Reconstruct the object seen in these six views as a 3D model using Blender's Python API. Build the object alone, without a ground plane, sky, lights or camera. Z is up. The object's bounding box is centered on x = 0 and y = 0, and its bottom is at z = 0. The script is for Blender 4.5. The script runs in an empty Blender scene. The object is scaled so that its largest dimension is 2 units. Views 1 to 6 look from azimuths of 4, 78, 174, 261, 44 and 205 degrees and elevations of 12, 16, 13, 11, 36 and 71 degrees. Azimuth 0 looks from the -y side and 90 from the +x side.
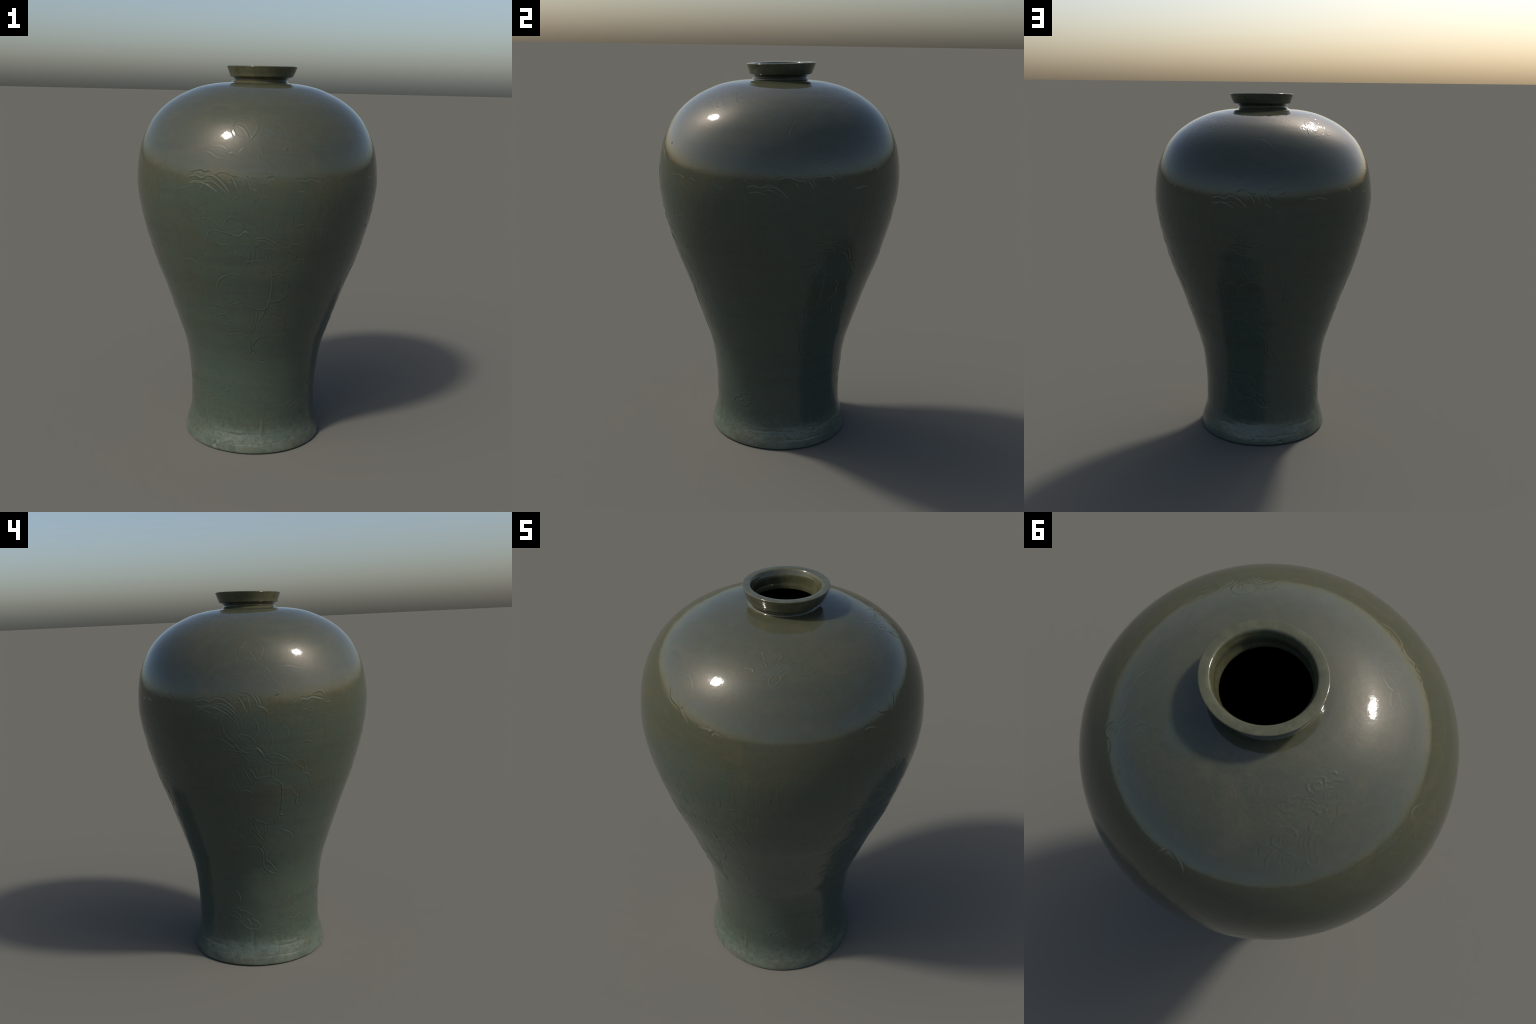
"""Celadon vase: a broad-shouldered bottle with a small dished mouth, a flared
foot and lotus plants and clouds carved under a glossy grey-green glaze."""
import bpy
import math
import numpy as np

AROUND = 1536          # columns round the body
STEP = 0.0032          # height of one row on the body

# ----------------------------------------------------------------- profiles
# (radius, height) of the outer wall, foot to neck crease
BODY_PROFILE = [
    (0.352, 0.000), (0.369, 0.001), (0.3745, 0.004), (0.3757, 0.009), (0.3728, 0.030),
    (0.3640, 0.064), (0.3545, 0.095), (0.3472, 0.122), (0.3432, 0.155), (0.3425, 0.200),
    (0.3424, 0.260), (0.3452, 0.320), (0.3509, 0.380), (0.3577, 0.440), (0.3679, 0.500),
    (0.3824, 0.560), (0.4025, 0.620), (0.4290, 0.700), (0.4625, 0.800), (0.4990, 0.900),
    (0.5372, 1.000), (0.5680, 1.100), (0.5960, 1.200), (0.6165, 1.300), (0.6255, 1.360),
    (0.6290, 1.410), (0.6270, 1.470), (0.6195, 1.535), (0.6045, 1.600), (0.5770, 1.668),
    (0.5395, 1.730), (0.4890, 1.784), (0.4260, 1.830), (0.3660, 1.861), (0.3060, 1.8845),
    (0.2400, 1.9000), (0.1900, 1.9070), (0.1580, 1.9090),
]
NECK_PROFILE = [
    (0.1580, 1.9090), (0.1505, 1.9100), (0.1460, 1.9125), (0.1430, 1.9165), (0.1400, 1.9190),
    (0.1370, 1.9205), (0.1365, 1.9245), (0.1395, 1.9290), (0.1460, 1.9340), (0.1540, 1.9375),
]
LIP_PROFILE = [
    (0.1540, 1.9375), (0.1605, 1.9395), (0.1632, 1.9425), (0.1660, 1.9500), (0.1740, 1.9700),
    (0.1808, 1.9885), (0.1816, 1.9915), (0.1800, 1.9938), (0.1740, 1.9945), (0.1560, 1.9940),
    (0.1500, 1.9925), (0.1472, 1.9890),
]
THROAT_PROFILE = [
    (0.1472, 1.9890), (0.1446, 1.9835), (0.1428, 1.9780), (0.1404, 1.9715), (0.1388, 1.9630),
    (0.1383, 1.9490), (0.1372, 1.9370), (0.1347, 1.9290), (0.1328, 1.9220), (0.1323, 1.9140),
]
CAVITY_PROFILE = [
    (0.1323, 1.9140), (0.1370, 1.9060), (0.1650, 1.8860), (0.3000, 1.8480), (0.4500, 1.7550),
    (0.5550, 1.6200), (0.5850, 1.4100), (0.5450, 1.1800), (0.4450, 0.8900), (0.3700, 0.6300),
    (0.3150, 0.4200), (0.3050, 0.2300), (0.2900, 0.1300), (0.2000, 0.0900), (0.0000, 0.0850),
]
BASE_PROFILE = [
    (0.352, 0.000), (0.322, 0.000), (0.312, 0.006), (0.300, 0.020), (0.200, 0.024), (0.0, 0.026),
]


def smooth_line(points, step):
    """Centripetal Catmull-Rom through the points, resampled at even steps."""
    p = np.array(points, float)
    p = np.vstack([2 * p[0] - p[1], p, 2 * p[-1] - p[-2]])
    t = np.concatenate([[0], np.cumsum(np.sqrt(np.linalg.norm(np.diff(p, axis=0), axis=1)))])
    out = []
    for i in range(1, len(p) - 2):
        n = 24
        u = np.linspace(t[i], t[i + 1], n, endpoint=False)[:, None]
        a1 = (t[i] - u) / (t[i] - t[i - 1]) * p[i - 1] + (u - t[i - 1]) / (t[i] - t[i - 1]) * p[i]
        a2 = (t[i + 1] - u) / (t[i + 1] - t[i]) * p[i] + (u - t[i]) / (t[i + 1] - t[i]) * p[i + 1]
        a3 = (t[i + 2] - u) / (t[i + 2] - t[i + 1]) * p[i + 1] + (u - t[i + 1]) / (t[i + 2] - t[i + 1]) * p[i + 2]
        b1 = (t[i + 1] - u) / (t[i + 1] - t[i - 1]) * a1 + (u - t[i - 1]) / (t[i + 1] - t[i - 1]) * a2
        b2 = (t[i + 2] - u) / (t[i + 2] - t[i]) * a2 + (u - t[i]) / (t[i + 2] - t[i]) * a3
        out.append((t[i + 1] - u) / (t[i + 1] - t[i]) * b1 + (u - t[i]) / (t[i + 1] - t[i]) * b2)
    out.append(p[-2][None])
    c = np.vstack(out)
    s = np.concatenate([[0], np.cumsum(np.linalg.norm(np.diff(c, axis=0), axis=1))])
    n = 2 * max(1, int(round(s[-1] / step / 2))) + 1
    e = np.linspace(0, s[-1], n)
    return np.stack([np.interp(e, s, c[:, 0]), np.interp(e, s, c[:, 1])], 1)


def settle(p, throat=False):
    """The thrown pot is not quite true: it leans as it rises and the mouth
    sits a little off centre and tipped."""
    x, y, z = p[..., 0].copy(), p[..., 1].copy(), p[..., 2].copy()
    lean = np.clip(1 - z / 1.22, 0, 1)
    y += 0.0215 * lean ** 1.08
    k = np.clip((z - 1.895) / 0.07, 0, 1)
    k = k * k * (3 - 2 * k)
    up = np.clip((z - 1.902) / 0.03, 0, 1)
    y = y * (1 - 0.028 * k)
    # the throat keeps the offset of the mouth all the way down
    k, up = np.where(throat, np.maximum(k, 0.62), k), np.where(throat, np.maximum(up, 0.62), up)
    x += 0.0135 * k + 0.004 * up * (1 - k)
    y += (-0.0075 * up * (1 - k)) + (-0.002 * k)
    z += 0.031 * y * np.clip((z - 1.895) / 0.07, 0, 1)
    return np.stack([x, y, z], -1)


def wall(profile, around, relief=None, throat=False):
    """Vertex grid (rows, columns, 3) of a turned wall, relief pushed along
    the profile normal."""
    prof = np.asarray(profile)
    a = np.arange(around) * math.tau / around
    d = np.gradient(prof, axis=0)
    n = np.stack([d[:, 1], -d[:, 0]], 1)
    n /= np.linalg.norm(n, axis=1, keepdims=True) + 1e-12
    r, z = prof[:, 0:1] + np.zeros(around), prof[:, 1:2] + np.zeros(around)
    if relief is not None:
        r, z = r + n[:, 0:1] * relief, z + n[:, 1:2] * relief
    # azimuth 0 looks out along -y, 90 along +x
    return settle(np.stack([r * np.sin(a), -r * np.cos(a), z], -1), throat)


def grid_normals(g):
    du = np.roll(g, -1, 1) - np.roll(g, 1, 1)
    dv = np.gradient(g, axis=0)
    n = np.cross(du, dv)
    return n / (np.linalg.norm(n, axis=-1, keepdims=True) + 1e-20)


def add_mesh(name, grid, normals, material, parent):
    rows, cols = grid.shape[:2]
    me = bpy.data.meshes.new(name)
    i = np.arange(rows - 1)[:, None] * cols
    j = np.arange(cols)[None]
    k = (j + 1) % cols
    q = np.stack([i + j, i + k, i + cols + k, i + cols + j], -1).reshape(-1)
    n = len(q) // 4
    me.vertices.add(rows * cols)
    me.vertices.foreach_set("co", grid.reshape(-1).astype(np.float32))
    me.loops.add(len(q))
    me.loops.foreach_set("vertex_index", q.astype(np.int32))
    me.polygons.add(n)
    me.polygons.foreach_set("loop_start", (np.arange(n) * 4).astype(np.int32))
    me.polygons.foreach_set("loop_total", np.full(n, 4, np.int32))
    me.update(calc_edges=True)
    me.polygons.foreach_set("use_smooth", np.ones(n, bool))
    me.normals_split_custom_set_from_vertices(normals.reshape(-1, 3).astype(np.float32))
    me.materials.append(material)
    ob = bpy.data.objects.new(name, me)
    bpy.context.scene.collection.objects.link(ob)
    ob.parent = parent
    return ob


# ------------------------------------------------------------------ carving
# One lotus plant, drawn as strokes of (degrees from the plant's stem, height).
BUD = [
    [(-0.3, 1.651), (-3.6, 1.66), (-6.6, 1.668), (-8.5, 1.695), (-8.0, 1.721), (-4.4, 1.759), (0.8, 1.743), (3.1, 1.711), (1.9, 1.679), (-0.3, 1.651)],
    [(-7.2, 1.713), (-3.9, 1.702), (-2.0, 1.68), (-0.4, 1.651)],
    [(-0.3, 1.651), (2.0, 1.634), (4.7, 1.614), (5.3, 1.591)],
]
UPPER_LEAF = [
    [(-4.6, 1.6), (-2.8, 1.622), (-1.7, 1.609), (0.0, 1.593), (3.3, 1.595), (4.6, 1.574), (6.9, 1.571), (9.1, 1.548), (11.7, 1.524), (12.1, 1.5)],
    [(1.2, 1.514), (4.7, 1.518), (7.6, 1.517), (9.5, 1.504), (7.9, 1.497)],
    [(-14.4, 1.502), (-12.4, 1.513), (-9.7, 1.513), (-7.4, 1.502), (-4.2, 1.497)],
    [(-21.0, 1.604), (-17.5, 1.593), (-13.9, 1.574), (-11.4, 1.572)],
    [(-17.0, 1.625), (-13.4, 1.627), (-10.8, 1.616), (-9.2, 1.596), (-7.3, 1.599), (-5.2, 1.584)],
    [(10.9, 1.625), (16.0, 1.625), (20.3, 1.611)],
]
ARCHED_LEAF = [
    [(-26.5, 1.468), (-23.1, 1.474), (-20.2, 1.464), (-18.5, 1.477), (-15.6, 1.477), (-12.5, 1.458), (-9.8, 1.429), (-8.1, 1.402), (-7.1, 1.371)],
    [(-26.9, 1.437), (-22.6, 1.445), (-20.0, 1.441), (-16.9, 1.428), (-14.1, 1.411), (-11.1, 1.383), (-9.1, 1.355), (-8.0, 1.327)],
]
UPPER_STEMS = [
    [(-8.0, 1.488), (-6.6, 1.462), (-5.3, 1.427), (-4.3, 1.405)],
    [(-4.1, 1.49), (-3.4, 1.453), (-3.0, 1.415)],
    [(-2.1, 1.489), (-0.9, 1.471), (-0.2, 1.44)],
    [(-0.6, 1.495), (0.7, 1.468), (1.1, 1.437)],
]
PETALS = [
    [(-6.8, 1.388), (-4.9, 1.393), (-2.3, 1.377), (-0.7, 1.349), (-0.5, 1.32)],
    [(-0.2, 1.436), (1.7, 1.43), (4.0, 1.403), (1.8, 1.378), (2.2, 1.357)],
    [(4.9, 1.4), (7.2, 1.393), (9.2, 1.365), (10.3, 1.333), (12.3, 1.322), (12.9, 1.278), (11.7, 1.252)],
    [(1.9, 1.335), (3.9, 1.318), (5.4, 1.289), (5.4, 1.248), (4.8, 1.222)],
    [(-11.1, 1.263), (-10.0, 1.286), (-8.2, 1.302), (-5.3, 1.296), (-3.0, 1.279), (-2.2, 1.253)],
    [(-11.5, 1.263), (-9.5, 1.231), (-7.1, 1.214), (-4.4, 1.21), (-1.6, 1.232), (1.1, 1.206)],
    [(-15.8, 1.358), (-15.7, 1.322), (-14.4, 1.294), (-12.1, 1.27), (-10.8, 1.249)],
    [(-22.1, 1.283), (-19.1, 1.286), (-16.6, 1.279), (-14.6, 1.261), (-11.3, 1.233)],
    [(-1.6, 1.233), (0.1, 1.214), (2.1, 1.18)],
]
SEPALS = [
    [(-19.4, 1.211), (-18.1, 1.231), (-15.1, 1.234), (-11.6, 1.229), (-8.9, 1.22)],
    [(-19.4, 1.211), (-16.3, 1.184), (-13.5, 1.167), (-10.6, 1.168)],
    [(1.4, 1.203), (6.5, 1.206), (9.7, 1.191), (12.5, 1.173), (14.2, 1.15)],
    [(1.4, 1.183), (3.5, 1.173), (6.4, 1.154), (11.7, 1.152)],
    [(3.5, 1.192), (6.9, 1.189), (10.5, 1.169)],
]
CURL = [
    [(-27.0, 1.344), (-25.0, 1.35), (-22.5, 1.34), (-21.7, 1.317), (-21.9, 1.285)],
    [(-30.9, 1.292), (-28.0, 1.29), (-25.0, 1.278), (-22.2, 1.279)],
]
STAMENS = [
    [(-5.4, 1.137), (-3.5, 1.113), (-2.0, 1.079)],
    [(-7.4, 1.127), (-6.0, 1.094), (-4.4, 1.065)],
    [(-2.7, 1.143), (-1.2, 1.11)],
    [(1.2, 1.146), (1.4, 1.098)],
    [(3.4, 1.147), (3.5, 1.101)],
    [(5.7, 1.143), (6.1, 1.099)],
    [(7.7, 1.137), (7.9, 1.095)],
    [(9.6, 1.133), (9.5, 1.09)],
    [(-15.5, 1.125), (-15.2, 1.083), (-13.5, 1.037), (-11.6, 1.003)],
    [(-13.5, 1.114), (-12.6, 1.077), (-10.9, 1.039), (-9.7, 1.018)],
    [(-9.4, 1.126), (-8.0, 1.093), (-5.7, 1.052)],
]
LOTUS_LEAF = [
    [(-11.6, 1.006), (-8.0, 1.017), (-4.7, 1.008)],
    [(-2.4, 1.075), (0.8, 1.085), (5.1, 1.09), (7.2, 1.069), (9.7, 1.056), (11.5, 1.034), (11.7, 1.012), (14.6, 1.02), (17.4, 1.006), (18.4, 0.985), (20.7, 0.968), (20.6, 0.936), (21.8, 0.912), (19.7, 0.89), (17.1, 0.871), (13.3, 0.865), (11.5, 0.87), (10.6, 0.837), (8.3, 0.823), (3.3, 0.822), (1.3, 0.834), (-2.1, 0.84), (-4.2, 0.865), (-8.5, 0.845), (-11.4, 0.857), (-14.6, 0.882), (-17.3, 0.916), (-17.4, 0.953), (-14.9, 0.987), (-11.6, 1.006)],
    [(11.5, 0.87), (12.0, 0.916), (11.9, 0.972), (11.7, 1.012)],
]
STEM_FAN = [
    [(-6.5, 0.846), (-5.8, 0.809), (-2.3, 0.769), (1.4, 0.727), (3.1, 0.694)],
    [(-3.6, 0.843), (-2.7, 0.801), (-0.2, 0.76)],
    [(1.3, 0.827), (2.8, 0.803), (3.2, 0.766), (2.5, 0.728)],
    [(5.3, 0.818), (5.0, 0.776), (3.8, 0.728), (3.1, 0.699)],
    [(10.1, 0.842), (9.0, 0.794), (5.6, 0.743), (3.6, 0.704)],
    [(-7.9, 0.803), (-5.0, 0.762), (-0.2, 0.722), (3.1, 0.685)],
    [(-10.5, 0.74), (-5.1, 0.739), (-1.3, 0.717), (1.4, 0.684), (2.6, 0.66)],
]
ROOT = [
    [(-14.8, 0.707), (-14.1, 0.679), (-7.5, 0.69), (-2.5, 0.682), (-0.3, 0.664), (0.9, 0.635), (0.6, 0.595), (1.5, 0.566), (4.8, 0.537), (9.4, 0.517)],
    [(3.1, 0.665), (2.6, 0.635), (3.3, 0.606), (6.4, 0.582), (11.2, 0.536)],
    [(8.2, 0.675), (4.9, 0.66), (3.2, 0.631)],
]
LOW_LEAVES = [
    [(-24.3, 0.748), (-20.8, 0.772), (-16.7, 0.781), (-13.3, 0.77), (-12.6, 0.752), (-10.0, 0.74)],
    [(-23.5, 0.733), (-17.6, 0.724), (-13.0, 0.718)],
    [(-26.1, 0.826), (-19.7, 0.83), (-15.0, 0.821), (-11.6, 0.8)],
    [(13.3, 0.78), (18.3, 0.764), (22.0, 0.738), (22.4, 0.704)],
    [(20.6, 0.843), (22.1, 0.799), (20.2, 0.782)],
    [(-36.3, 1.055), (-32.0, 1.066), (-28.7, 1.054), (-27.1, 1.021)],
    [(-24.5, 0.989), (-19.8, 1.0), (-17.3, 0.984)],
    [(18.2, 1.14), (22.3, 1.113), (22.0, 1.1)],
    [(27.3, 1.053), (29.0, 1.021), (31.4, 1.019)],
]
RIGHT_LEAF = [
    [(19.9, 1.462), (21.4, 1.466), (22.9, 1.461), (25.8, 1.468), (30.7, 1.455)],
    [(20.1, 1.418), (22.7, 1.411), (23.9, 1.388), (25.5, 1.371), (26.2, 1.336)],
    [(20.9, 1.315), (23.2, 1.317), (25.7, 1.302), (27.9, 1.28), (28.6, 1.256)],
    [(28.3, 1.387), (32.3, 1.38), (37.5, 1.36), (38.1, 1.336)],
    [(21.2, 1.253), (23.2, 1.259), (25.8, 1.248)],
    [(18.8, 1.161), (22.2, 1.161), (24.0, 1.123), (24.8, 1.109)],
    [(22.8, 1.089), (26.1, 1.079), (27.5, 1.056)],
]
PLANT = (BUD, UPPER_LEAF, ARCHED_LEAF, UPPER_STEMS, PETALS, SEPALS, CURL, STAMENS, LOTUS_LEAF, STEM_FAN, ROOT, LOW_LEAVES, RIGHT_LEAF)
# One drifting cloud: strokes of (metres across, metres up) from its middle.
CLOUD = [
    [(-0.039, 0.049), (-0.031, 0.083), (-0.023, 0.1), (0.009, 0.098), (0.038, 0.082), (0.051, 0.053), (0.043, 0.027), (0.014, 0.014), (-0.017, 0.027), (-0.038, 0.048)],
    [(-0.02, 0.071), (0.003, 0.073), (0.019, 0.06), (0.018, 0.041), (-0.0, 0.032), (-0.019, 0.043), (-0.024, 0.058)],
    [(-0.013, 0.058), (0.002, 0.058), (0.007, 0.048), (-0.006, 0.041), (-0.015, 0.048)],
    [(-0.092, 0.13), (-0.065, 0.136), (-0.043, 0.12), (-0.027, 0.096)],
    [(-0.136, 0.104), (-0.097, 0.106), (-0.064, 0.094), (-0.038, 0.082)],
    [(-0.122, 0.026), (-0.118, 0.046), (-0.144, 0.066)],
    [(-0.084, 0.064), (-0.063, 0.061), (-0.047, 0.041), (-0.054, 0.008)],
    [(-0.091, 0.046), (-0.069, 0.047), (-0.064, 0.022)],
    [(-0.007, -0.001), (0.016, 0.003), (0.038, -0.009), (0.049, -0.027), (0.071, -0.025), (0.091, -0.038), (0.112, -0.053), (0.114, -0.076), (0.131, -0.082), (0.146, -0.101), (0.148, -0.122)],
    [(-0.019, -0.022), (0.012, -0.015), (0.037, -0.028), (0.045, -0.05)],
    [(-0.016, -0.04), (0.011, -0.034), (0.036, -0.047), (0.044, -0.075)],
    [(-0.024, -0.063), (0.003, -0.06), (0.028, -0.07), (0.043, -0.084)],
    [(0.045, -0.087), (0.052, -0.102), (0.076, -0.119), (0.106, -0.132), (0.133, -0.131)],
    [(0.075, -0.07), (0.09, -0.079), (0.101, -0.1)],
    [(-0.062, -0.035), (-0.082, -0.052), (-0.076, -0.076), (-0.05, -0.078), (-0.024, -0.061), (-0.037, -0.04), (-0.062, -0.035)],
    [(-0.056, -0.054), (-0.041, -0.049), (-0.039, -0.063), (-0.055, -0.066)],
    [(-0.12, -0.006), (-0.095, -0.014), (-0.085, -0.031)],
]


class Carving:
    """Height field over the body grid into which strokes are cut."""

    def __init__(self, prof, around, seed=7):
        self.r, self.z, self.around = prof[:, 0], prof[:, 1], around
        self.s = np.concatenate([[0], np.cumsum(np.linalg.norm(np.diff(prof, axis=0), axis=1))])
        self.h = np.zeros((len(prof), around))
        self.rng = np.random.default_rng(seed)

    def window(self, a, s, pad):
        """Rows and unwrapped columns round a set of points."""
        lo, hi = np.searchsorted(self.s, [s.min() - pad, s.max() + pad])
        lo, hi = max(lo, 0), min(hi, len(self.s))
        rmin = max(self.r[lo:hi].min(), 0.05)
        step = math.tau / self.around
        c0 = int(math.floor((a.min() - pad / rmin) / step))
        c1 = int(math.ceil((a.max() + pad / rmin) / step))
        return slice(lo, hi), np.arange(c0, c1 + 1)

    def stroke(self, a, s, depth=0.0010, width=0.0030):
        """A soft raised line with a shallow trough beside it, its strength
        swelling and fading like the pressure of a tool."""
        pts = np.stack([a, s], 1)
        n = max(2, int(8 * (len(pts) - 1)))
        t = np.linspace(0, len(pts) - 1, n)
        p = np.vstack([2 * pts[0] - pts[1], pts, 2 * pts[-1] - pts[-2]])
        i = np.minimum(t.astype(int), len(pts) - 2)
        f = (t - i)[:, None]
        p0, p1, p2, p3 = p[i], p[i + 1], p[i + 2], p[i + 3]
        c = 0.5 * (2 * p1 + (p2 - p0) * f + (2 * p0 - 5 * p1 + 4 * p2 - p3) * f ** 2 + (3 * p1 - p0 - 3 * p2 + p3) * f ** 3)
        # the hand wavers a little
        c[:, 1] += 0.0010 * np.sin(t * 5.1 + self.rng.uniform(0, 6)) * self.rng.uniform(0.3, 1)
        force = depth * (0.85 + 0.25 * np.sin(t * self.rng.uniform(0.6, 1.6) + self.rng.uniform(0, 6)))
        force *= np.clip(np.minimum(t, t[-1] - t) * 2.2 + 0.25, 0, 1)
        force *= 1 + 0.16 * np.sin(t * 9.3 + self.rng.uniform(0, 6)) * np.sin(t * 4.1 + 1.0)
        # upright cuts exaggerated in relief, as sunlight along them leaves little shading
        run = np.gradient(c[:, 0]) * np.interp(c[:, 1], self.s, self.r)
        rise = np.gradient(c[:, 1])
        force *= 0.85 + 0.45 * np.abs(rise) / (np.hypot(run, rise) + 1e-9)
        rows, cols = self.window(c[:, 0], c[:, 1], 4 * width)
        if rows.start >= rows.stop:
            return
        th = cols * (math.tau / self.around)
        r = self.r[rows][:, None]
        best = np.full((rows.stop - rows.start, len(cols)), 9.0)
        out = np.zeros_like(best)
        side = np.zeros_like(best)
        for k in range(len(c) - 1):
            ax, ay = (c[k, 0] - th) * r, c[k, 1] - self.s[rows][:, None]
            bx, by = (c[k + 1, 0] - th) * r, c[k + 1, 1] - self.s[rows][:, None]
            dx, dy = bx - ax, by - ay
            q = np.clip(-(ax * dx + ay * dy) / (dx * dx + dy * dy + 1e-12), 0, 1)
            d = np.hypot(ax + q * dx, ay + q * dy)
            near = d < best
            best = np.where(near, d, best)
            out = np.where(near, force[k], out)
            side = np.where(near, np.sign(ax * dy - ay * dx), side)
        off = best * side
        ridge = np.exp(-(off / width) ** 2) - 0.45 * np.exp(-((off - 2.0 * width) / (1.3 * width)) ** 2)
        cols = cols % self.around
        self.h[rows, cols] += out * ridge

    def dent(self, azimuth, z, radius, depth, stretch=1.0):
        a, s = np.array([math.radians(azimuth)]), np.array([np.interp(z, self.z, self.s)])
        rows, cols = self.window(a, s, 3 * radius * max(1, stretch))
        th = cols * (math.tau / self.around)
        d2 = ((th - a[0]) * self.r[rows][:, None]) ** 2 + ((self.s[rows][:, None] - s[0]) / stretch) ** 2
        self.h[rows, cols % self.around] -= depth * np.exp(-d2 / radius ** 2)

    def plant(self, azimuth, lift=0.0, grow=1.0):
        for group in PLANT:
            da, dz = self.rng.normal(0, 0.5), self.rng.normal(0, 0.004) + lift
            for line in group:
                q = np.array(line)
                pressure = 0.36 if q[:, 1].mean() > 1.48 else 0.58 if q[:, 1].mean() > 1.28 else 1.0
                a = np.radians(azimuth + da + q[:, 0] * grow)
                z = q[:, 1] + dz
                fine = group is STAMENS or group is STEM_FAN
                self.stroke(a, np.interp(z, self.z, self.s), *(pressure * w for w in ((0.00085, 0.0028 / pressure) if fine else (0.00108, 0.0035 / pressure))))

    def filler(self, azimuth, groups, mirror, depth=0.00050):
        """Fainter sprays turned over to fill the ground beside a plant."""
        for group in groups:
            da, dz = self.rng.normal(0, 2.0), self.rng.normal(0, 0.02)
            for line in group:
                q = np.array(line)
                self.stroke(np.radians(azimuth + da + mirror * q[:, 0] * 0.9), np.interp(q[:, 1] + dz, self.z, self.s), depth, 0.0034)

    def comb(self, azimuth, one, two, count, depth=0.00045):
        """Fine veins combed between two edges of a petal or leaf."""
        k = np.linspace(0, 1, 5)[:, None]
        def even(line):
            q = np.array(line)
            t = np.linspace(0, len(q) - 1, 5)
            return np.stack([np.interp(t, np.arange(len(q)), q[:, i]) for i in (0, 1)], 1)
        p, q = even(one), even(two)
        for f in np.linspace(0, 1, count + 2)[1:-1]:
            m = p * (1 - f) + q * f
            self.stroke(np.radians(azimuth + m[:, 0]), np.interp(m[:, 1], self.z, self.s), depth, 0.0022)

    def scratches(self, count):
        """Long upright tool marks, mostly between the carved faces."""
        for k in range(count):
            face = self.rng.choice([-45, 45, 135, -135])
            az = face + self.rng.normal(0, 19)
            z0 = self.rng.uniform(0.78, 1.36)
            length = self.rng.uniform(0.05, 0.24)
            z = np.linspace(z0, min(z0 + length, 1.46), 4)
            a = np.radians(az + np.cumsum(self.rng.normal(0, 0.22, 4)))
            self.stroke(a, np.interp(z, self.z, self.s), self.rng.uniform(0.00012, 0.00036), 0.0021)

    def ticks(self, count):
        """Short stray curves left over from the drawing."""
        for k in range(count):
            az, z = self.rng.uniform(-180, 180), self.rng.uniform(0.62, 1.50)
            t, bend, size = self.rng.uniform(0, 6.28), self.rng.normal(0, 0.9), self.rng.uniform(0.015, 0.085)
            ang = t + bend * np.linspace(-1, 1, 4)
            x, y = np.cumsum(np.cos(ang)) * size * 0.6, np.cumsum(np.sin(ang)) * size * 0.6
            r = np.interp(z, self.z, self.r)
            self.stroke(math.radians(az) + x / r, np.interp(z, self.z, self.s) + y, self.rng.uniform(0.0002, 0.0005), 0.0026)

    def unevenness(self, amount):
        """Slow waviness of a hand-thrown, hand-scraped wall."""
        th = np.arange(self.around) * math.tau / self.around
        calm = 0.25 + 0.75 / (1 + np.exp((self.z - 1.35) / 0.06))
        for k in range(40):
            n = int(self.rng.integers(3, 30))
            f = self.rng.uniform(10, 90)
            amp = amount * 40.0 / max(math.hypot(n / 0.5, f), 25.0)
            p = self.rng.uniform(0, 6.28)
            self.h += amp * calm[:, None] * np.cos(n * th[None] + f * self.s[:, None] + p)
        # faint turning ripples
        for f in (92.0, 151.0, 67.0):
            self.h += amount * 0.5 * (calm * np.sin(f * self.s + self.rng.uniform(0, 6)))[:, None]

    def cloud(self, azimuth, z, size=1.0, turn=0.0, mirror=1, depth=0.0010):
        s0 = np.interp(z, self.z, self.s)
        cs, sn = math.cos(math.radians(turn)), math.sin(math.radians(turn))
        for line in CLOUD:
            q = np.array(line) * size
            x, y = mirror * (q[:, 0] * cs - q[:, 1] * sn), q[:, 0] * sn + q[:, 1] * cs
            s = np.clip(s0 + y, 0, self.s[-1])
            a = math.radians(azimuth) + x / np.maximum(np.interp(s, self.s, self.r), 0.15)
            self.stroke(a, s, depth, 0.0033)


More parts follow.
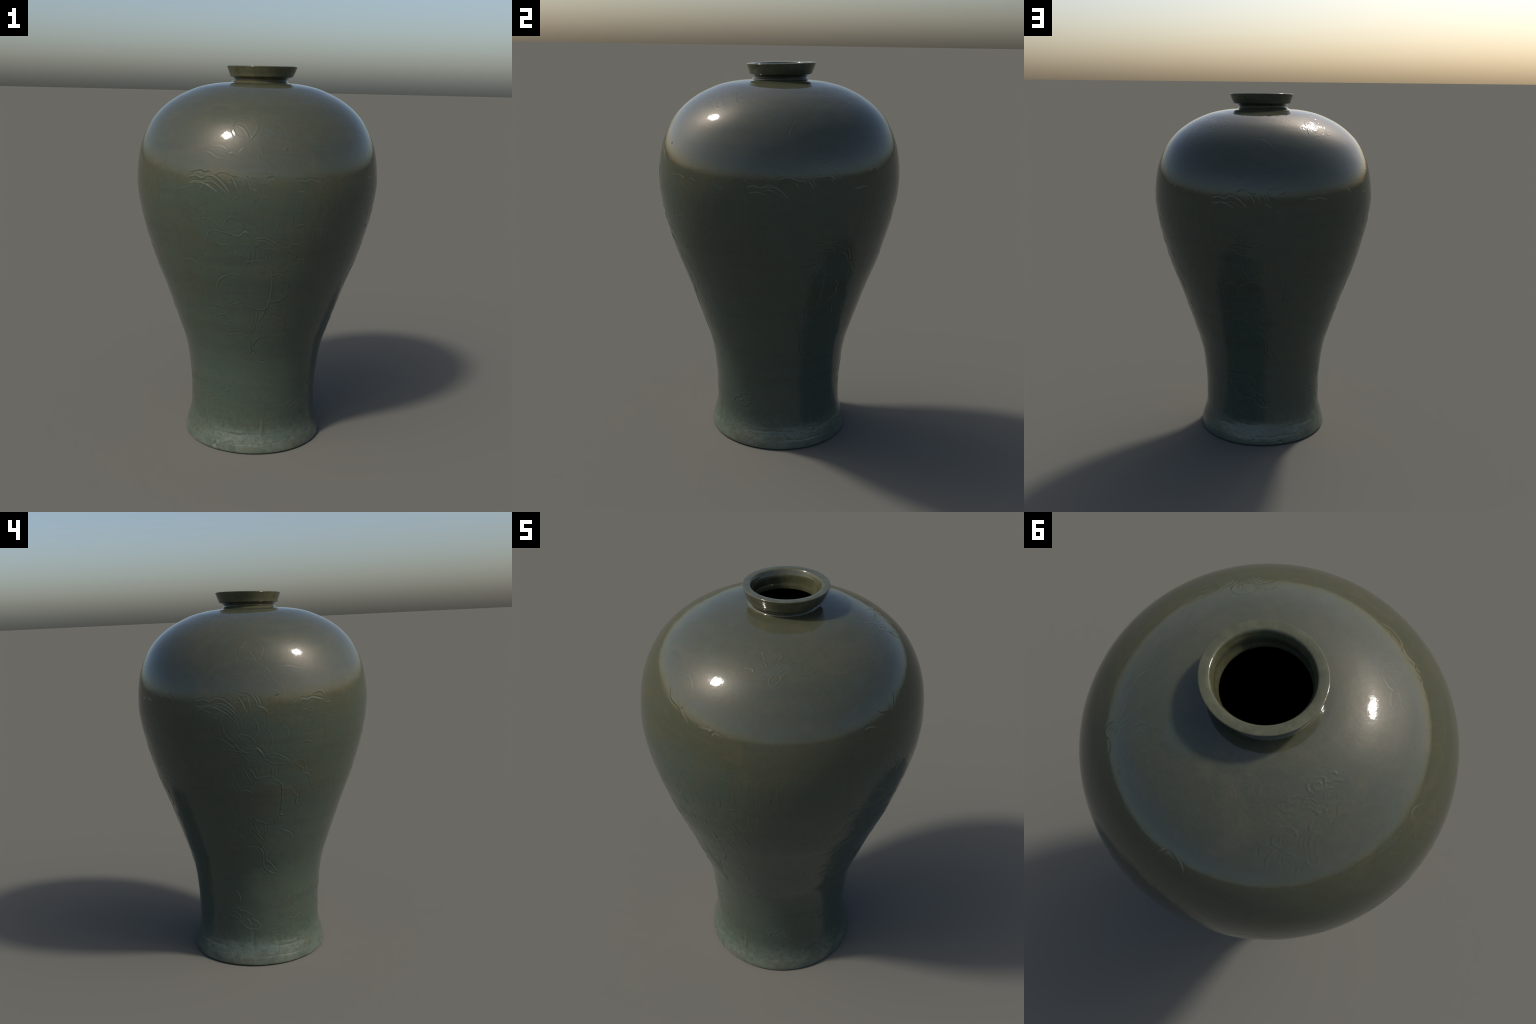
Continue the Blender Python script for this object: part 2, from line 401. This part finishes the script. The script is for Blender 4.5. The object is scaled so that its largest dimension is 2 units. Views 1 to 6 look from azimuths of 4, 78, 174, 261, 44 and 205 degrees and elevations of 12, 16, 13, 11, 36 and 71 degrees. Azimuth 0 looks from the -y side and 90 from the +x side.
def carve(prof, around):
    c = Carving(prof, around)
    for azimuth, lift, grow in ((1.0, 0.0, 1.0), (91.0, -0.012, 1.0), (176.5, 0.008, 0.97), (-96.5, 0.0, 1.02)):
        c.plant(azimuth, lift, grow)
        c.filler(azimuth, (RIGHT_LEAF, LOW_LEAVES[:4], CURL), -1)
        c.filler(azimuth + 9, (PETALS[2:4], LOW_LEAVES[4:], SEPALS), 1, 0.00035)
        c.filler(azimuth - 8, (PETALS[:3], LOW_LEAVES, STAMENS), -1, 0.00030)
        c.comb(azimuth, SEPALS[0], SEPALS[1], 3)
        c.comb(azimuth, SEPALS[2], SEPALS[3], 3)
        c.comb(azimuth, ARCHED_LEAF[0], ARCHED_LEAF[1], 2)
        c.comb(azimuth, PETALS[0], PETALS[5], 2, 0.0003)
        c.comb(azimuth, LOW_LEAVES[0], LOW_LEAVES[1], 2)
    # clouds round the foot
    for azimuth, z, size, turn, mirror in ((-124, 0.328, 1.0, 0, 1), (-66, 0.285, 0.85, 10, -1), (-24, 0.315, 0.85, -6, 1),
                                           (161, 0.330, 0.85, 0, 1), (60, 0.300, 0.9, 14, -1)):
        c.cloud(azimuth, z, size, turn, mirror)
    # clouds on the shoulder
    for azimuth, z, size, turn, mirror in ((41, 1.838, 0.8, 35, 1), (128, 1.842, 0.9, 60, -1), (-163, 1.880, 0.75, 20, 1),
                                           (-131, 1.878, 0.55, 40, -1), (-142, 1.830, 0.75, 70, 1), (-48, 1.838, 0.9, 35, 1)):
        c.cloud(azimuth, z, size, turn, mirror, 0.0002 if abs(azimuth + 45) < 50 or azimuth < -150 else 0.00045)
    # pits where the roots were scratched, pinholes, chipped foot
    for azimuth in (1.0, 91.0, 176.5, -96.5):
        for da, z in ((4.0, 0.560), (6.0, 0.545), (10.4, 0.530), (2.6, 0.590)):
            c.dent(azimuth + da + c.rng.normal(0, 1), z + c.rng.normal(0, 0.01), 0.0045, 0.0022)
    for azimuth, z in ((-19.5, 0.873), (-25.8, 0.913), (-123.2, 0.696), (27.0, 0.300), (150.0, 0.95)):
        c.dent(azimuth, z, 0.0050, 0.0012)
    c.dent(16.5, 1.615, 0.006, -0.0016)
    c.dent(17.6, 1.613, 0.006, 0.0012)
    for k in range(26):
        c.dent(c.rng.uniform(-180, 180), c.rng.uniform(0.1, 1.6), c.rng.uniform(0.003, 0.006), c.rng.uniform(-0.0008, 0.0010))
    # chips and runs in the glaze at the foot
    c.dent(-27.5, 0.030, 0.0075, 0.0060, 1.6)
    c.dent(-25.2, 0.034, 0.0060, -0.0030, 2.0)
    c.dent(-169, 0.018, 0.0090, 0.0040)
    for azimuth, z, width, height in ((-30, 0.11, 0.006, -0.0012), (10.8, 0.145, 0.006, 0.0014), (13.0, 0.145, 0.009, -0.0014),
                                      (-79, 0.12, 0.007, -0.0012), (-83, 0.12, 0.007, 0.0010), (-105, 0.15, 0.009, 0.0008)):
        c.dent(azimuth, z, width, height * 1.5, 6.0)
    c.scratches(230)
    c.ticks(170)
    c.unevenness(0.00004)
    # turned groove above the foot edge, partly filled with glaze
    s = c.s[:, None]
    th = np.arange(around)[None] * math.tau / around
    line = np.interp(0.098, c.z, c.s) + 0.004 * np.sin(3 * th + 1) + 0.0025 * np.sin(11 * th) + 0.0015 * np.sin(29 * th + 2)
    c.h -= (0.00035 + 0.0003 * np.sin(5 * th + 2)) * np.exp(-((s - line) / 0.0065) ** 2)
    line = np.interp(0.050, c.z, c.s) + 0.003 * np.sin(2 * th) + 0.002 * np.sin(17 * th + 1)
    c.h -= 0.0005 * np.clip(np.sin(4 * th + 1) + 0.3, 0, 1) * np.exp(-((s - line) / 0.004) ** 2)
    return c.h


# ----------------------------------------------------------------- materials
class Nodes:
    """Small helper for building node trees."""

    def __init__(self, name):
        self.mat = bpy.data.materials.new(name)
        self.mat.use_nodes = True
        self.t = self.mat.node_tree
        self.bsdf = self.t.nodes["Principled BSDF"]
        self.coord = self.t.nodes.new("ShaderNodeTexCoord").outputs["Object"]

    def put(self, socket, value):
        if isinstance(value, bpy.types.NodeSocket):
            self.t.links.new(value, socket)
        else:
            socket.default_value = value

    def math(self, op, a, b=0.0, c=0.0):
        n = self.t.nodes.new("ShaderNodeMath")
        n.operation = op
        for s, v in zip(n.inputs, (a, b, c)):
            self.put(s, v)
        return n.outputs[0]

    def ramp(self, fac, lo, hi, a=0.0, b=1.0):
        n = self.t.nodes.new("ShaderNodeMapRange")
        n.interpolation_type = "SMOOTHSTEP"
        for s, v in zip(n.inputs, (fac, lo, hi, a, b)):
            self.put(s, v)
        return n.outputs[0]

    def noise(self, vec, scale, detail=3.0, rough=0.5, dist=0.0):
        n = self.t.nodes.new("ShaderNodeTexNoise")
        self.put(n.inputs["Vector"], vec)
        n.inputs["Scale"].default_value = scale
        n.inputs["Detail"].default_value = detail
        n.inputs["Roughness"].default_value = rough
        n.inputs["Distortion"].default_value = dist
        return n.outputs[0]

    def mix(self, fac, a, b):
        n = self.t.nodes.new("ShaderNodeMix")
        n.data_type = "RGBA"
        self.put(n.inputs[0], fac)
        for s, v in ((n.inputs[6], a), (n.inputs[7], b)):
            self.put(s, (*v, 1.0) if isinstance(v, tuple) else v)
        return n.outputs[2]

    def scaled(self, sx, sy, sz, vec=None):
        n = self.t.nodes.new("ShaderNodeMapping")
        self.put(n.inputs["Vector"], vec or self.coord)
        n.inputs["Scale"].default_value = (sx, sy, sz)
        return n.outputs[0]

    def parts(self, vec=None):
        n = self.t.nodes.new("ShaderNodeSeparateXYZ")
        self.put(n.inputs[0], vec or self.coord)
        return n.outputs

    def vector(self, x, y, z):
        n = self.t.nodes.new("ShaderNodeCombineXYZ")
        for s, v in zip(n.inputs, (x, y, z)):
            self.put(s, v)
        return n.outputs[0]

    def bump(self, height, distance, strength=1.0, normal=None):
        n = self.t.nodes.new("ShaderNodeBump")
        n.inputs["Strength"].default_value = strength
        n.inputs["Distance"].default_value = distance
        self.put(n.inputs["Height"], height)
        if normal:
            self.put(n.inputs["Normal"], normal)
        return n.outputs[0]


SEA_GREEN = (0.043, 0.063, 0.051)
MOSS = (0.048, 0.066, 0.050)
OLIVE = (0.050, 0.054, 0.033)
SHOULDER = (0.054, 0.0555, 0.033)
BROWN = (0.052, 0.048, 0.031)
PALE = (0.098, 0.122, 0.096)
CLAY = (0.125, 0.138, 0.108)


def glaze():
    """Grey-green glaze, more olive on the shoulder and between the carved
    faces, thinner and paler round the foot."""
    m = Nodes("celadon_glaze")
    x, y, z = m.parts()
    r = m.math("SQRT", m.math("ADD", m.math("MULTIPLY", x, x), m.math("MULTIPLY", y, y)))
    cx, cy = m.math("DIVIDE", x, r), m.math("DIVIDE", y, r)
    run = m.noise(m.vector(cx, cy, m.math("MULTIPLY", z, 0.16)), 26.0, 4.0, 0.6)
    cloud = m.noise(m.coord, 2.6, 5.0, 0.62)
    patch = m.noise(m.scaled(1.0, 1.0, 2.2), 4.2, 4.0, 0.6, 0.6)
    fine = m.noise(m.coord, 38.0, 4.0, 0.65)
    grain = m.noise(m.coord, 130.0, 2.0, 0.5)
    soft = m.math("SUBTRACT", cloud, 0.5)
    zz = m.math("ADD", z, m.math("MULTIPLY", soft, 0.45))
    diag = m.ramp(m.math("ABSOLUTE", m.math("MULTIPLY", cx, cy)), 0.12, 0.46)

    col = m.mix(m.ramp(patch, 0.35, 0.68), SEA_GREEN, MOSS)
    high = m.ramp(zz, 1.34, 1.56)
    col = m.mix(high, col, SHOULDER)
    belly = m.math("MULTIPLY", m.ramp(zz, 0.78, 1.12), m.ramp(zz, 1.72, 1.42))
    warm = m.math("MULTIPLY", m.math("MULTIPLY", diag, belly), m.ramp(run, 0.34, 0.64, 0.06, 0.68))
    col = m.mix(warm, col, OLIVE)
    stain = m.math("MULTIPLY", m.ramp(patch, 0.56, 0.70), m.math("MULTIPLY", m.ramp(zz, 0.6, 0.8), m.ramp(zz, 1.35, 1.1)))
    col = m.mix(m.math("MULTIPLY", stain, 0.55), col, BROWN)
    # thin glaze towards the foot, worn to the body along the edge
    low = m.ramp(m.math("ADD", z, m.math("MULTIPLY", m.math("SUBTRACT", fine, 0.5), 0.16)), 0.22, 0.01)
    col = m.mix(m.math("MULTIPLY", low, 0.62), col, PALE)
    edge = m.ramp(m.math("ADD", z, m.math("MULTIPLY", m.math("SUBTRACT", fine, 0.5), 0.10)), 0.085, 0.045)
    worn = m.math("MULTIPLY", edge, m.ramp(m.noise(m.coord, 9.0, 4.0, 0.65), 0.42, 0.56))
    col = m.mix(m.math("MULTIPLY", worn, 0.5), col, CLAY)
    speck = m.math("MULTIPLY", m.ramp(m.noise(m.coord, 60.0, 2.0, 0.5), 0.64, 0.72), m.ramp(z, 0.20, 0.06))
    col = m.mix(m.math("MULTIPLY", speck, 0.6), col, (0.030, 0.034, 0.024))
    # faint rings of thicker glaze, and cloudy warm and cool patches
    ring = m.noise(m.scaled(0.9, 0.9, 14.0), 1.6, 3.0, 0.6, 0.4)
    col = m.mix(m.ramp(ring, 0.50, 0.68, 0.0, 0.35), col, (0.038, 0.046, 0.033))
    drift = m.noise(m.scaled(1.0, 1.0, 1.8), 5.5, 5.0, 0.65, 0.8)
    col = m.mix(m.math("MULTIPLY", m.ramp(drift, 0.50, 0.66), m.ramp(z, 1.35, 1.60, 0.28, 0.55)), col, (0.068, 0.062, 0.037))
    col = m.mix(m.ramp(drift, 0.46, 0.32, 0.0, 0.40), col, (0.047, 0.064, 0.052))
    # fine mottling
    col = m.mix(m.ramp(fine, 0.38, 0.74, 0.0, 0.34), col, (0.038, 0.044, 0.028))
    col = m.mix(m.ramp(grain, 0.45, 0.75, 0.0, 0.22), col, (0.070, 0.079, 0.054))
    m.put(m.bsdf.inputs["Base Color"], col)

    foot = m.ramp(z, 0.34, 0.10)
    scratch = m.ramp(m.noise(m.vector(cx, cy, m.math("MULTIPLY", z, 0.05)), 62.0, 2.0, 0.5), 0.56, 0.66)
    scratch = m.math("MULTIPLY", scratch, m.math("MULTIPLY", m.ramp(diag, 0.0, 0.8, 0.35, 1.0), m.math("MULTIPLY", m.ramp(z, 0.62, 0.95), m.ramp(z, 1.55, 1.40))))
    scratch = m.math("MULTIPLY", scratch, m.ramp(patch, 0.42, 0.60))
    h = m.math("ADD", m.math("MULTIPLY", fine, m.math("ADD", m.ramp(foot, 0.0, 1.0, 0.0, 1.9), m.ramp(z, 1.40, 1.60, 0.85, 0.45))), m.math("MULTIPLY", scratch, 0.35))
    h = m.math("ADD", h, m.math("MULTIPLY", grain, m.ramp(foot, 0.0, 1.0, 0.05, 0.35)))
    mid = m.noise(m.coord, 17.0, 3.0, 0.55)
    h = m.math("ADD", h, m.math("MULTIPLY", mid, 0.50))
    m.put(m.bsdf.inputs["Normal"], m.bump(h, 0.0011, 0.6))
    m.bsdf.inputs["IOR"].default_value = 1.54
    m.put(m.bsdf.inputs["Roughness"], m.ramp(fine, 0.3, 0.7, 0.05, 0.08))
    return m.mat


def mouth_glaze():
    m = Nodes("olive_glaze")
    fine = m.noise(m.coord, 26.0, 4.0, 0.6)
    grain = m.noise(m.coord, 90.0, 3.0, 0.6)
    col = m.mix(m.ramp(fine, 0.35, 0.70), (0.052, 0.052, 0.027), (0.068, 0.069, 0.039))
    col = m.mix(m.ramp(grain, 0.5, 0.75, 0.0, 0.4), col, (0.036, 0.037, 0.020))
    m.put(m.bsdf.inputs["Base Color"], col)
    m.put(m.bsdf.inputs["Normal"], m.bump(fine, 0.0016, 0.5))
    m.bsdf.inputs["IOR"].default_value = 1.52
    m.bsdf.inputs["Roughness"].default_value = 0.07
    return m.mat


def black_inside():
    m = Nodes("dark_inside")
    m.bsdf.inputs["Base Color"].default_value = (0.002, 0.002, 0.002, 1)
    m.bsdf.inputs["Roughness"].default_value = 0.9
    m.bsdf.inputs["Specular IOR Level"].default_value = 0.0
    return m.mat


# ----------------------------------------------------------------- build
def build():
    vase = bpy.data.objects.new("vase", None)
    bpy.context.scene.collection.objects.link(vase)
    vase["label"] = "tall broad-shouldered celadon vase with small mouth and carved lotus"
    vase["category"] = "vase"

    green, olive, dark = glaze(), mouth_glaze(), black_inside()
    # carve at twice the mesh density so that the shading keeps crisp strokes
    fine = smooth_line(BODY_PROFILE, STEP / 2)
    wide = wall(fine, AROUND * 2, carve(fine, AROUND * 2))
    body, normals, prof = wide[::2, ::2], grid_normals(wide)[::2, ::2], fine[::2]
    top = len(prof) - 1
    cut = [int(np.argmin(abs(prof[:, 1] - h))) for h in (0.16, 1.46)]
    for name, lo, hi in (("foot", 0, cut[0]), ("belly", cut[0], cut[1]), ("shoulder", cut[1], top)):
        add_mesh(name, body[lo:hi + 1], normals[lo:hi + 1], green, vase)

    whole = [smooth_line(p, 0.0012) for p in (NECK_PROFILE, LIP_PROFILE, THROAT_PROFILE)]
    line = np.vstack([whole[0], whole[1][1:], whole[2][1:]])
    inner = np.arange(len(line))[:, None] >= len(line) - len(whole[2])
    g = wall(line, 384, None, inner)
    n = grid_normals(g)
    start = 0
    for name, seg in zip(("neck", "lip", "throat"), whole):
        end = start + len(seg) - 1
        add_mesh(name, g[start:end + 1], n[start:end + 1], olive, vase)
        start = end
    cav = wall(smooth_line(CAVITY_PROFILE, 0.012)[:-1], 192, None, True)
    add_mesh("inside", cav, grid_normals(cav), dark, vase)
    base = wall(smooth_line(BASE_PROFILE, 0.006)[:-1][::-1], 384)
    add_mesh("base", base, grid_normals(base), green, vase)


build()
